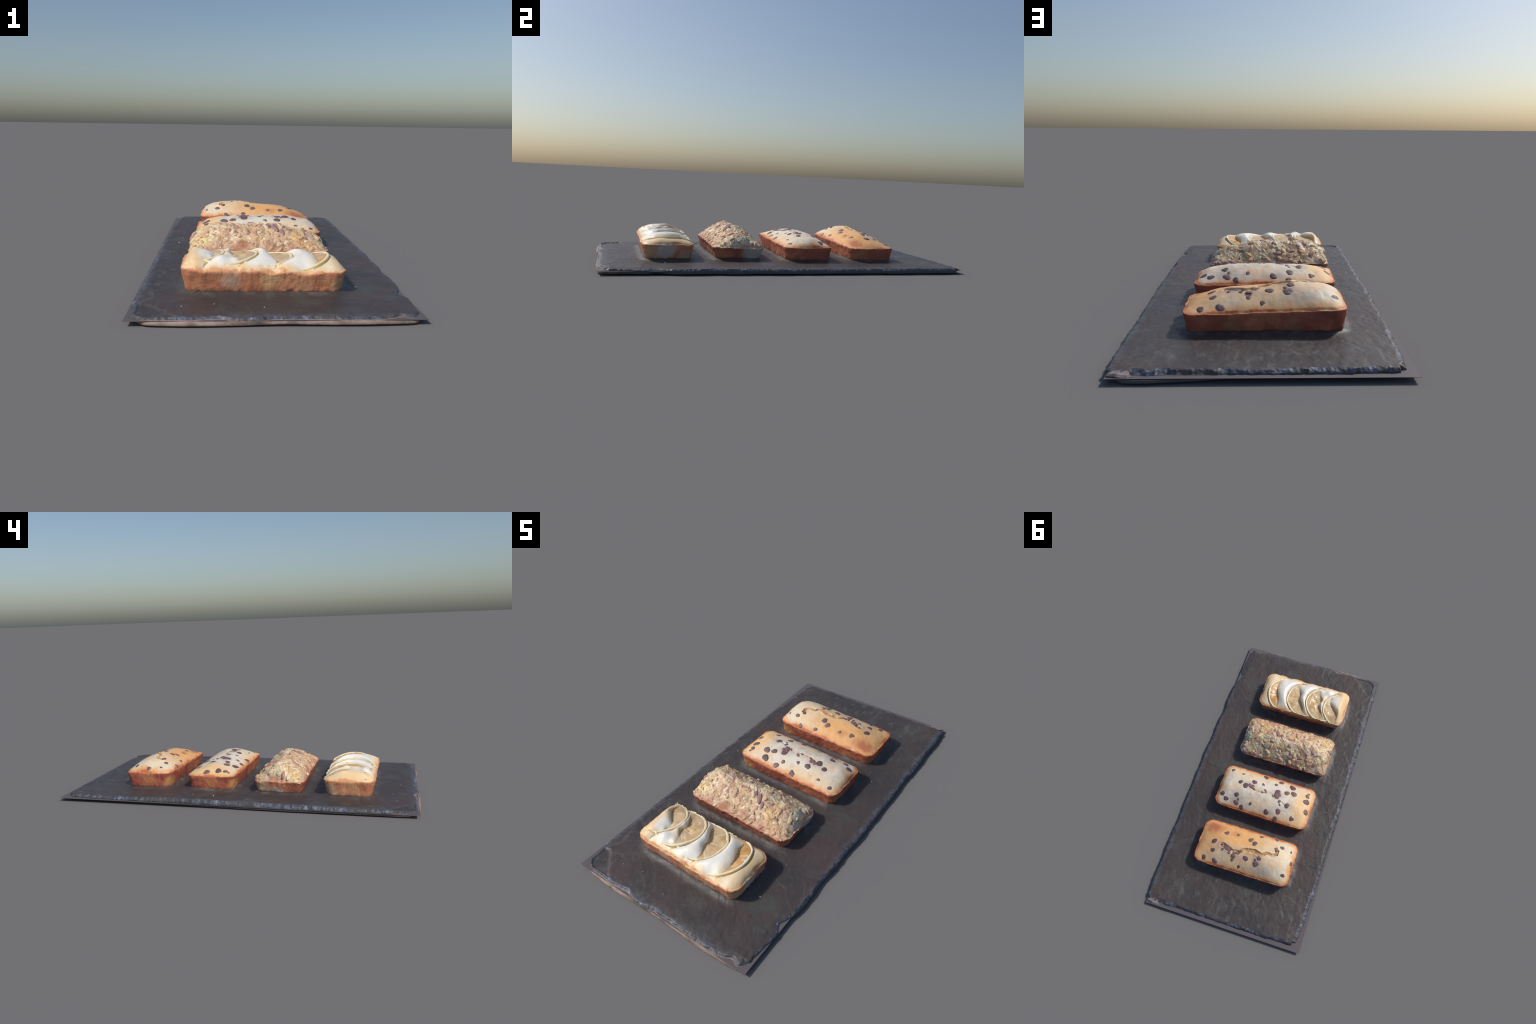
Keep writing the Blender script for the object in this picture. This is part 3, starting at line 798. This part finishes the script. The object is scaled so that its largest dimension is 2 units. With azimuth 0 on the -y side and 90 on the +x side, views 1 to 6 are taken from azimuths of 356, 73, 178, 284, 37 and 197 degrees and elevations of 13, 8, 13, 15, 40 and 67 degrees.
def pale_h(x, y):
    d = crack2_dist(x, y)
    return base2(x, y) + 0.0030 * fbm(x, y, 8, 15, 3, 17) + 0.0008 * fbm(x, y, 3, 60, 2, 7) - 0.0030 * np.exp(-(np.maximum(d, 0) / 0.003) ** 2)
crust, crown = build_loaf(L, thing, pale_h, rim2, (MATS["crust_choc"], MATS["crown_pale"]), inset=0.011)
mark_crack(crown, crack2_dist, 0.0012)
PALE_CHIPS = [(0.250, 0.030, 0.011), (0.175, 0.041, 0.008), (0.025, 0.018, 0.018), (0.171, 0.106, 0.013), (0.129, 0.124, 0.018), (0.084, 0.080, 0.015), (0.087, 0.118, 0.016), (0.024, 0.080, 0.013),
              (-0.003, 0.121, 0.011), (-0.054, 0.052, 0.011), (-0.082, 0.022, 0.014), (-0.162, 0.037, 0.017), (-0.083, 0.108, 0.020), (-0.081, 0.132, 0.017), (-0.139, 0.090, 0.016), (-0.183, 0.081, 0.018),
              (-0.111, 0.162, 0.011), (-0.163, 0.174, 0.017), (-0.120, 0.223, 0.018), (-0.215, 0.240, 0.018), (-0.275, 0.105, 0.019), (-0.290, 0.170, 0.017), (-0.275, 0.046, 0.009), (0.262, 0.208, 0.016),
              (0.228, 0.234, 0.016), (0.168, 0.197, 0.017), (0.156, 0.243, 0.016), (0.117, 0.258, 0.014), (0.065, 0.227, 0.011), (-0.048, 0.246, 0.018), (-0.113, 0.268, 0.016), (-0.270, 0.065, 0.014), (-0.062, 0.140, 0.010), (-0.098, 0.122, 0.011), (0.108, 0.112, 0.010), (0.070, 0.132, 0.008), (0.012, 0.136, 0.007), (-0.118, 0.182, 0.007), (0.150, 0.222, 0.009)]
scatter_chips(L, thing, pale_h, PALE_CHIPS, chips_meshes, random.Random(3))

# ------------------------------------------------------------------ streusel loaf
L, thing = loaf_thing("streusel_loaf", "oat", "loaf cake under a rough nut and oat crumble topping", "loaf cake")
L["jag"] = 1.6
rim3 = rim_plane(0.107, -0.012)
ridge = [(-0.301, 0.118), (-0.285, 0.148), (-0.25, 0.174), (-0.20, 0.189), (-0.145, 0.197), (-0.085, 0.197), (-0.03, 0.196), (0.03, 0.197), (0.085, 0.194), (0.135, 0.184), (0.185, 0.174), (0.235, 0.156), (0.27, 0.136), (0.301, 0.104)]
ridge = [(q, z + 0.005 * (abs(q) < 0.29)) for q, z in ridge]
base3 = dome(L, ridge, rim3, 1.68, 0.005)
def oat_h(x, y):
    wx, wy = x + 0.010 * fbm(x, y, 0, 30, 2, 71), y + 0.010 * fbm(x, y, 5, 30, 2, 72)
    d1, v1 = cells(wx, wy, 21, 21)
    d2, v2 = cells(wx + 0.3, wy, 42, 22)
    d3, v3 = cells(wx + 0.7, wy, 100, 24)
    lum = (0.017 * (0.6 - d1) * (v1 ** 1.5) + 0.0085 * (0.55 - d2) * v2 + 0.0028 * (0.5 - d3) * v3 + 0.0085 * fbm(x, y, 2, 12, 3, 23))
    k = smooth(0.002, 0.022, L["b"] - np.abs(y)) * smooth(0.002, 0.022, L["a"] - np.abs(x))
    scoop = (0.013 * np.exp(-(((x + 0.085) / 0.040) ** 2 + ((y - 0.055) / 0.035) ** 2)) + 0.010 * np.exp(-(((x - 0.065) / 0.028) ** 2 + ((y + 0.035) / 0.03) ** 2))
             + 0.010 * np.exp(-(((x + 0.01) / 0.045) ** 2 + ((y + 0.004) / 0.010) ** 2)))
    return base3(x, y) + (lum - scoop - 0.001) * k
build_loaf(L, thing, oat_h, rim3, (MATS["crust_oat"], MATS["streusel"]), m=80, n=560, inset=0.018)

def chunk_mesh(name, seed, mat, flat=0.7):
    """an angular broken piece: icosphere pulled about and cut by a few planes"""
    import bmesh
    bm = bmesh.new()
    bmesh.ops.create_icosphere(bm, subdivisions=3, radius=1)
    r = random.Random(seed)
    planes = [(Vector((r.uniform(-1, 1), r.uniform(-1, 1), r.uniform(-1, 1))).normalized(), r.uniform(0.45, 0.8)) for _ in range(6)]
    for v in bm.verts:
        for nrm, d in planes:
            k = v.co.dot(nrm) - d
            if k > 0:
                v.co -= nrm * k * 0.9
        v.co *= 1 + 0.16 * float(vnoise(np.array([[v.co.x * 1.7 + seed, v.co.y * 1.7, v.co.z * 1.7]]), 3)[0])
        v.co.z *= flat
    me = bpy.data.meshes.new(name)
    bm.to_mesh(me)
    bm.free()
    me.materials.append(mat)
    me.polygons.foreach_set("use_smooth", [True] * len(me.polygons))
    return me

KINDS = [("crumb", "crumb", 0.52, 0.7), ("oat_flake", "oatflake", 0.20, 0.5), ("pistachio_piece", "pistachio", 0.13, 0.55), ("berry_piece", "berry", 0.10, 0.65), ("nut_piece", "pecan", 0.05, 0.6)]
lib = {k[0]: [chunk_mesh(k[0], 50 * i + j, MATS[k[1]], k[3]) for j in range(4)] for i, k in enumerate(KINDS)}
rnd = random.Random(9)
small_v, small_f, small_m = [], [], []
mat_names = [k[1] for k in KINDS]
placed = 0
for i in range(430):
    x, y = rnd.uniform(-L["a"] * 0.95, L["a"] * 0.95), rnd.uniform(-L["b"] * 0.93, L["b"] * 0.93)
    if math.hypot(max(abs(x) - L["a"] + L["rc"], 0), max(abs(y) - L["b"] + L["rc"], 0)) > L["rc"] * 0.9:
        continue
    t, acc, kind = rnd.random(), 0, 0
    # greener and coarser at the back, sandier at the front, red pieces toward the front right
    w = [k[2] for k in KINDS]
    if y > 0:
        w[2] *= 1.6
    else:
        w[2] *= 0.35
        w[0] *= 1.4
    tot = sum(w)
    for kk, ww in enumerate(w):
        acc += ww / tot
        if t <= acc:
            kind = kk
            break
    big = i < 280
    r = rnd.uniform(0.009, 0.013) if i > 130 else rnd.uniform(0.013, 0.021)
    if not big:
        r = rnd.uniform(0.003, 0.0065)
    z, nrm = surface_frame(oat_h, x, y, 0.012)
    mesh = rnd.choice(lib[KINDS[kind][0]])
    Mx = (Matrix.Translation((x, y, z - thing.location.z - r * 0.36)) @ Vector((0, 0, 1)).rotation_difference(nrm).to_matrix().to_4x4()
          @ Matrix.Rotation(rnd.uniform(0, 6.28), 4, "Z") @ Matrix.Rotation(rnd.uniform(-0.5, 0.5), 4, "X") @ Matrix.Diagonal((r * rnd.uniform(0.8, 1.4), r * rnd.uniform(0.65, 1.0), r, 1)))
    if big:
        ob = link(KINDS[kind][0], mesh, thing)
        ob.matrix_local = Mx
    else:
        o = len(small_v)
        small_v += [tuple(Mx @ v.co) for v in mesh.vertices]
        for p in mesh.polygons:
            small_f.append(tuple(o + q for q in p.vertices))
            small_m.append(kind)
ob = new_object("fine_crumble", small_v, small_f, [MATS[m] for m in mat_names], thing, False)
ob.data.polygons.foreach_set("material_index", small_m)
ob["kind"] = "stuff"
# the big dark nut half standing in the middle of the front slope
for (x, y, sx, sy, sz, rot) in ((0.075, -0.035, 0.014, 0.030, 0.012, 0.35), (0.105, -0.055, 0.010, 0.022, 0.010, 0.2), (0.045, -0.02, 0.012, 0.014, 0.011, 1.0)):
    z, nrm = surface_frame(oat_h, x, y, 0.012)
    ob = link("nut_half", lib["nut_piece"][0], thing)
    ob.matrix_local = Matrix.Translation((x, y, z - 0.036 + 0.002)) @ Vector((0, 0, 1)).rotation_difference(nrm).to_matrix().to_4x4() @ Matrix.Rotation(rot, 4, "Z") @ Matrix.Diagonal((sx, sy, sz, 1))

# ------------------------------------------------------------------ lemon loaf
L, thing = loaf_thing("lemon_loaf", "lemon", "iced lemon loaf cake with half sunken lemon slices", "loaf cake")
def rim4(x, y):
    """the edge sags where a slice runs out over the front or the back"""
    z = 0.121 - 0.018 * x
    for (gx, gw, gd) in ((0.150, 0.030, 0.011), (0.030, 0.030, 0.011), (-0.105, 0.022, 0.004), (-0.215, 0.022, 0.006)):
        z = z - gd * np.exp(-((x - gx) / gw) ** 2) * (y < 0)
    for (gx, gw, gd) in ((0.10, 0.03, 0.006), (-0.04, 0.04, 0.005), (-0.21, 0.03, 0.008)):
        z = z - gd * np.exp(-((x - gx) / gw) ** 2) * (y > 0)
    return z
ridge = [(-0.301, 0.127), (-0.275, 0.146), (-0.235, 0.152), (-0.16, 0.150), (-0.08, 0.148), (0.0, 0.146), (0.08, 0.145), (0.15, 0.142), (0.21, 0.146), (0.262, 0.146), (0.285, 0.134), (0.301, 0.116)]
ridge = [(q, z - 0.004 * (abs(q) < 0.26)) for q, z in ridge]
base4 = dome(L, ridge, rim4, 2.3)
# slices: circle centre (local), radius, rise toward the visible (right) rim
SLICES = [(0.124, 0.014, 0.132, "pulp_amber"), (-0.006, 0.016, 0.124, "pulp"), (-0.142, 0.014, 0.124, "pulp"), (-0.265, 0.024, 0.120, "pulp")]
SLOPE = 0.14
RAISE = [0.0, 0.001, 0.007, 0.006]
def arc_x(k, y):
    cx, cy, r, _ = SLICES[k]
    return cx + np.sqrt(np.maximum(r * r - (y - cy) ** 2, 1e-6))
# right hand edges of the batter pillows, as curves x(y)
LUMPS = [
    [(-0.135, 0.170), (-0.105, 0.192), (-0.06, 0.208), (-0.02, 0.206), (0.02, 0.194), (0.055, 0.178), (0.10, 0.167), (0.135, 0.158)],
    [(-0.135, 0.034), (-0.10, 0.046), (-0.058, 0.056), (-0.02, 0.036), (0.02, 0.028), (0.07, -0.002), (0.135, -0.030)],
    [(-0.135, -0.098), (-0.09, -0.078), (-0.05, -0.092), (-0.01, -0.118), (0.03, -0.112), (0.07, -0.135), (0.135, -0.175)],
    [(-0.135, -0.222), (-0.09, -0.205), (-0.04, -0.180), (-0.005, -0.176), (0.018, -0.205), (0.05, -0.238), (0.135, -0.248)],
]
LUMP_H = [0.029, 0.028, 0.019, 0.025]
LUMP_SLIM = [0.50, 0.50, 0.45, 0.5]
LUMP_PEAK = [0.66, 0.62, 0.55, 0.42]
# folds of batter smeared over the third slice: x, y, radius, height
FOLDS = [(-0.158, -0.082, 0.028, 0.012), (-0.098, -0.078, 0.018, 0.009), (-0.112, -0.018, 0.020, 0.009), (-0.128, 0.030, 0.016, 0.007), (-0.185, -0.050, 0.016, 0.007), (-0.075, -0.055, 0.012, 0.003)]
def slice_mask(k, x, y):
    """1 where slice k lies open"""
    cx, cy, r, _ = SLICES[k]
    d = np.hypot(x - cx, y - cy) - r
    inside = smooth(0.004, -0.006, d)
    if LUMPS[k] is not None:
        return inside * smooth(-0.002, 0.012, x - curve(LUMPS[k], y))
    return inside * smooth(-0.010, 0.015, x - arc_x(k + 1, y))
def lemon_h(x, y):
    base = base4(x, y)
    out = base.copy()
    edge = smooth(0.0, 0.05, L["b"] - np.abs(y))
    for k in range(4):
        cx, cy, r, _ = SLICES[k]
        if LUMPS[k] is not None:
            xr = curve(LUMPS[k], y) + 0.004 * fbm(x, y, k, 25, 2, 35)
            xl = arc_x(k + 1, y) + 0.002 if k < 3 else -L["a"] + 0 * y
            w = np.maximum(xr - xl, 0.015)
            u = (xr - x) / w                   # 0 at the steep right edge, 1 at the next slice
            up = np.clip(u / LUMP_PEAK[k], 0, 1)
            body = (1 - (1 - up) ** 2.2) ** 0.85 * (1 - LUMP_SLIM[k] * smooth(LUMP_PEAK[k], 1.0, u)) * (u > 0)
            if k < 3:
                body = body * (1 - smooth(0.90, 1.0, u))
            else:
                body = body * (1 - smooth(0.75, 1.0, u) * 0.5)
            prof = 0.75 * smooth(-0.030, 0.075, L["b"] - np.abs(y)) + 0.25 * smooth(0.0, 0.135, L["b"] - np.abs(y))
            out = out + LUMP_H[k] * body * prof * smooth(0.0, 0.05, L["a"] - np.abs(x))
        # a seam of syrup runs beside every rind
        d = np.hypot(x - cx, y - cy) - r
        out = out - 0.004 * np.exp(-((d - 0.004) / 0.0035) ** 2) * (x > cx) * edge
        # the cake under an open slice lies below it
        out = np.where(slice_mask(k, x, y) > 0, out + (np.minimum(out, base - 0.008 + RAISE[k] * edge + SLOPE * np.minimum(d, 0)) - out) * slice_mask(k, x, y) * smooth(0.0, 0.02, L["b"] - np.abs(y)), out)
    for (bx, by, br, bh) in FOLDS:
        out = out + bh * np.exp(-(((x - bx) ** 2 + (y - by) ** 2) / br ** 2))
    return out + 0.0018 * fbm(x, y, 1, 22, 3, 33) * edge
L["jag"] = 1.2
crust, crown = build_loaf(L, thing, lemon_h, rim4, (MATS["crust_lemon"], MATS["batter"]), m=80, n=560, inset=0.016)
me = crown.data
me.materials.append(MATS["syrup"])
c = np.empty(len(me.polygons) * 3)
me.polygons.foreach_get("center", c)
c = c.reshape(-1, 3)
idx = np.zeros(len(me.polygons), np.int32)
for k in range(4):
    cx, cy, r, _ = SLICES[k]
    d = np.hypot(c[:, 0] - cx, c[:, 1] - cy) - r + 0.003 * fbm(c[:, 0], c[:, 1], 0, 50, 2, 4)
    idx |= ((d > -0.003) & (d < 0.0050) & (c[:, 0] > cx + 0.02) & ((c[:, 1] > -0.03) if k == 3 else (c[:, 1] > -2))).astype(np.int32)
for k in (0, 1, 2, 3):                             # caramelised seam along the foot of each pillow
    dx = c[:, 0] - curve(LUMPS[k], c[:, 1]) + 0.004 * fbm(c[:, 0], c[:, 1], 3, 45, 2, 6)
    taper = np.clip((L["b"] - 0.010 - np.abs(c[:, 1])) / 0.045, 0, 1)
    idx |= ((dx > -0.0045 * taper) & (dx < 0.012 * taper) & (taper > 0.08)).astype(np.int32)
me.polygons.foreach_set("material_index", idx)

def build_slice(k):
    cx, cy, r, pulp = SLICES[k]
    n, segs = 144, 8
    r_out = random.Random(20 + k)
    def lie(x, y):
        """the slice drapes over the cake and dips away from its raised rind"""
        yy = np.clip(y, -L["b"] + 0.006, L["b"] - 0.006)
        d = np.maximum(r - np.hypot(x - cx, y - cy), 0)
        crumple = (0.0035 if k != 2 else 0.0060) * fbm(x, y, k * 3, 26, 3, 75) * smooth(0, 0.03, d)
        return base4(np.clip(x, -0.285, 0.285), yy) + 0.0065 + RAISE[k] * smooth(-0.02, 0.06, L["b"] - np.abs(yy)) * smooth(0.0, 0.05, 0.29 - np.abs(x)) - SLOPE * np.minimum(d, 0.075) + crumple
    T = np.linspace(0, 2 * math.pi, n, endpoint=False)
    wob = 0.0035 * fbm(cx + r * np.cos(T), cy + r * np.sin(T), k, 18, 2, 81)
    def ring(rad, up):
        x, y = cx + (rad + wob) * np.cos(T), cy + (rad + wob) * np.sin(T)
        return np.stack([x, y, lie(x, y) + up - 0.036], 1)
    thick = 1 + 0.5 * fbm(cx + r * np.cos(T), cy + r * np.sin(T), k + 5, 14, 2, 82)
    # rind and pith
    R = [(r + 0.0005, -0.010), (r + 0.0012, -0.003), (r + 0.0004, 0.0006), (r - 0.003, 0.0018), (r - 0.0075, 0.0012), (r - 0.0105, -0.0008), (r - 0.0115, -0.008)]
    sunk = 0.0022 * fbm(cx + r * np.cos(T), cy + r * np.sin(T), k + 9, 16, 3, 84)
    V = np.concatenate([ring(r + (a - r) * (thick if a < r else 1), b + sunk) for a, b in R])
    F, mi = [], []
    for q in range(len(R) - 1):
        F += [t[::-1] for t in ring_faces(q * n, (q + 1) * n, n)]
        mi += [0 if q < 2 else 1] * n
    F = [t[::-1] for t in F]
    def clip(V, F, extra):
        """drop what lies beyond the sides of the cake or deep inside it"""
        C = np.array([V[list(f)].mean(0) for f in F])
        ok = (np.abs(C[:, 1]) < L["b"] - 0.004) & (C[:, 0] > (arc_x(k + 1, C[:, 1]) - 0.01 if k < 3 else -0.285)) & (C[:, 0] > -0.285)
        keep = np.nonzero(ok)[0]
        used = sorted({i for q in keep for i in F[q]})
        mp = {g: l for l, g in enumerate(used)}
        return V[used], [tuple(mp[i] for i in F[q]) for q in keep], [extra[q] for q in keep]
    v, f, e = clip(V, F, mi)
    ob = new_object("lemon_slice", v, f, [MATS["rind"], MATS["pith"]], thing)
    ob.data.polygons.foreach_set("material_index", e)
    # segments of flesh between thin raised membranes, unevenly spaced
    cuts = np.cumsum([r_out.uniform(0.7, 1.3) for _ in range(segs)])
    cuts = cuts / cuts[-1] * 2 * math.pi + 0.35 + 0.6 * k
    gap = np.min(np.abs((T[:, None] - cuts[None, :] + math.pi) % (2 * math.pi) - math.pi), 1)
    rows = np.linspace(0.06, 1, 30) * (r - 0.0092)
    vs = []
    for q, rad in enumerate(rows):
        arc = gap * rad + 0.0015 * fbm(cx + rad * np.cos(T), cy + rad * np.sin(T), k, 40, 2, 91)
        mem = np.exp(-(arc / 0.0032) ** 2)
        x, y = cx + rad * np.cos(T), cy + rad * np.sin(T)
        puff = 0.0022 * smooth(0.002, 0.02, arc) + 0.0022 * fbm(x, y, k, 34, 3, 70)
        vs.append(ring(rad, -0.0025 + puff + 0.0022 * mem * (0.6 + 0.4 * fbm(x, y, k, 20, 2, 72)) - 0.001 * (q == len(rows) - 1)))
    V = np.concatenate(vs)
    F, mi = [], []
    for q in range(len(rows) - 1):
        F += ring_faces(q * n, (q + 1) * n, n)
        mid = np.minimum(gap, np.roll(gap, -1)) * rows[q]
        mi += list(((mid < 0.0013) & (fbm(cx + rows[q] * np.cos(T), cy + rows[q] * np.sin(T), k, 22, 2, 99) > -0.25)).astype(int))
    v, f, e = clip(V, F, mi)
    fl = new_object("lemon_pulp", v, f, [MATS[pulp], MATS["membrane"]], ob)
    fl.data.polygons.foreach_set("material_index", e)
    return ob
for k in range(4):
    build_slice(k)
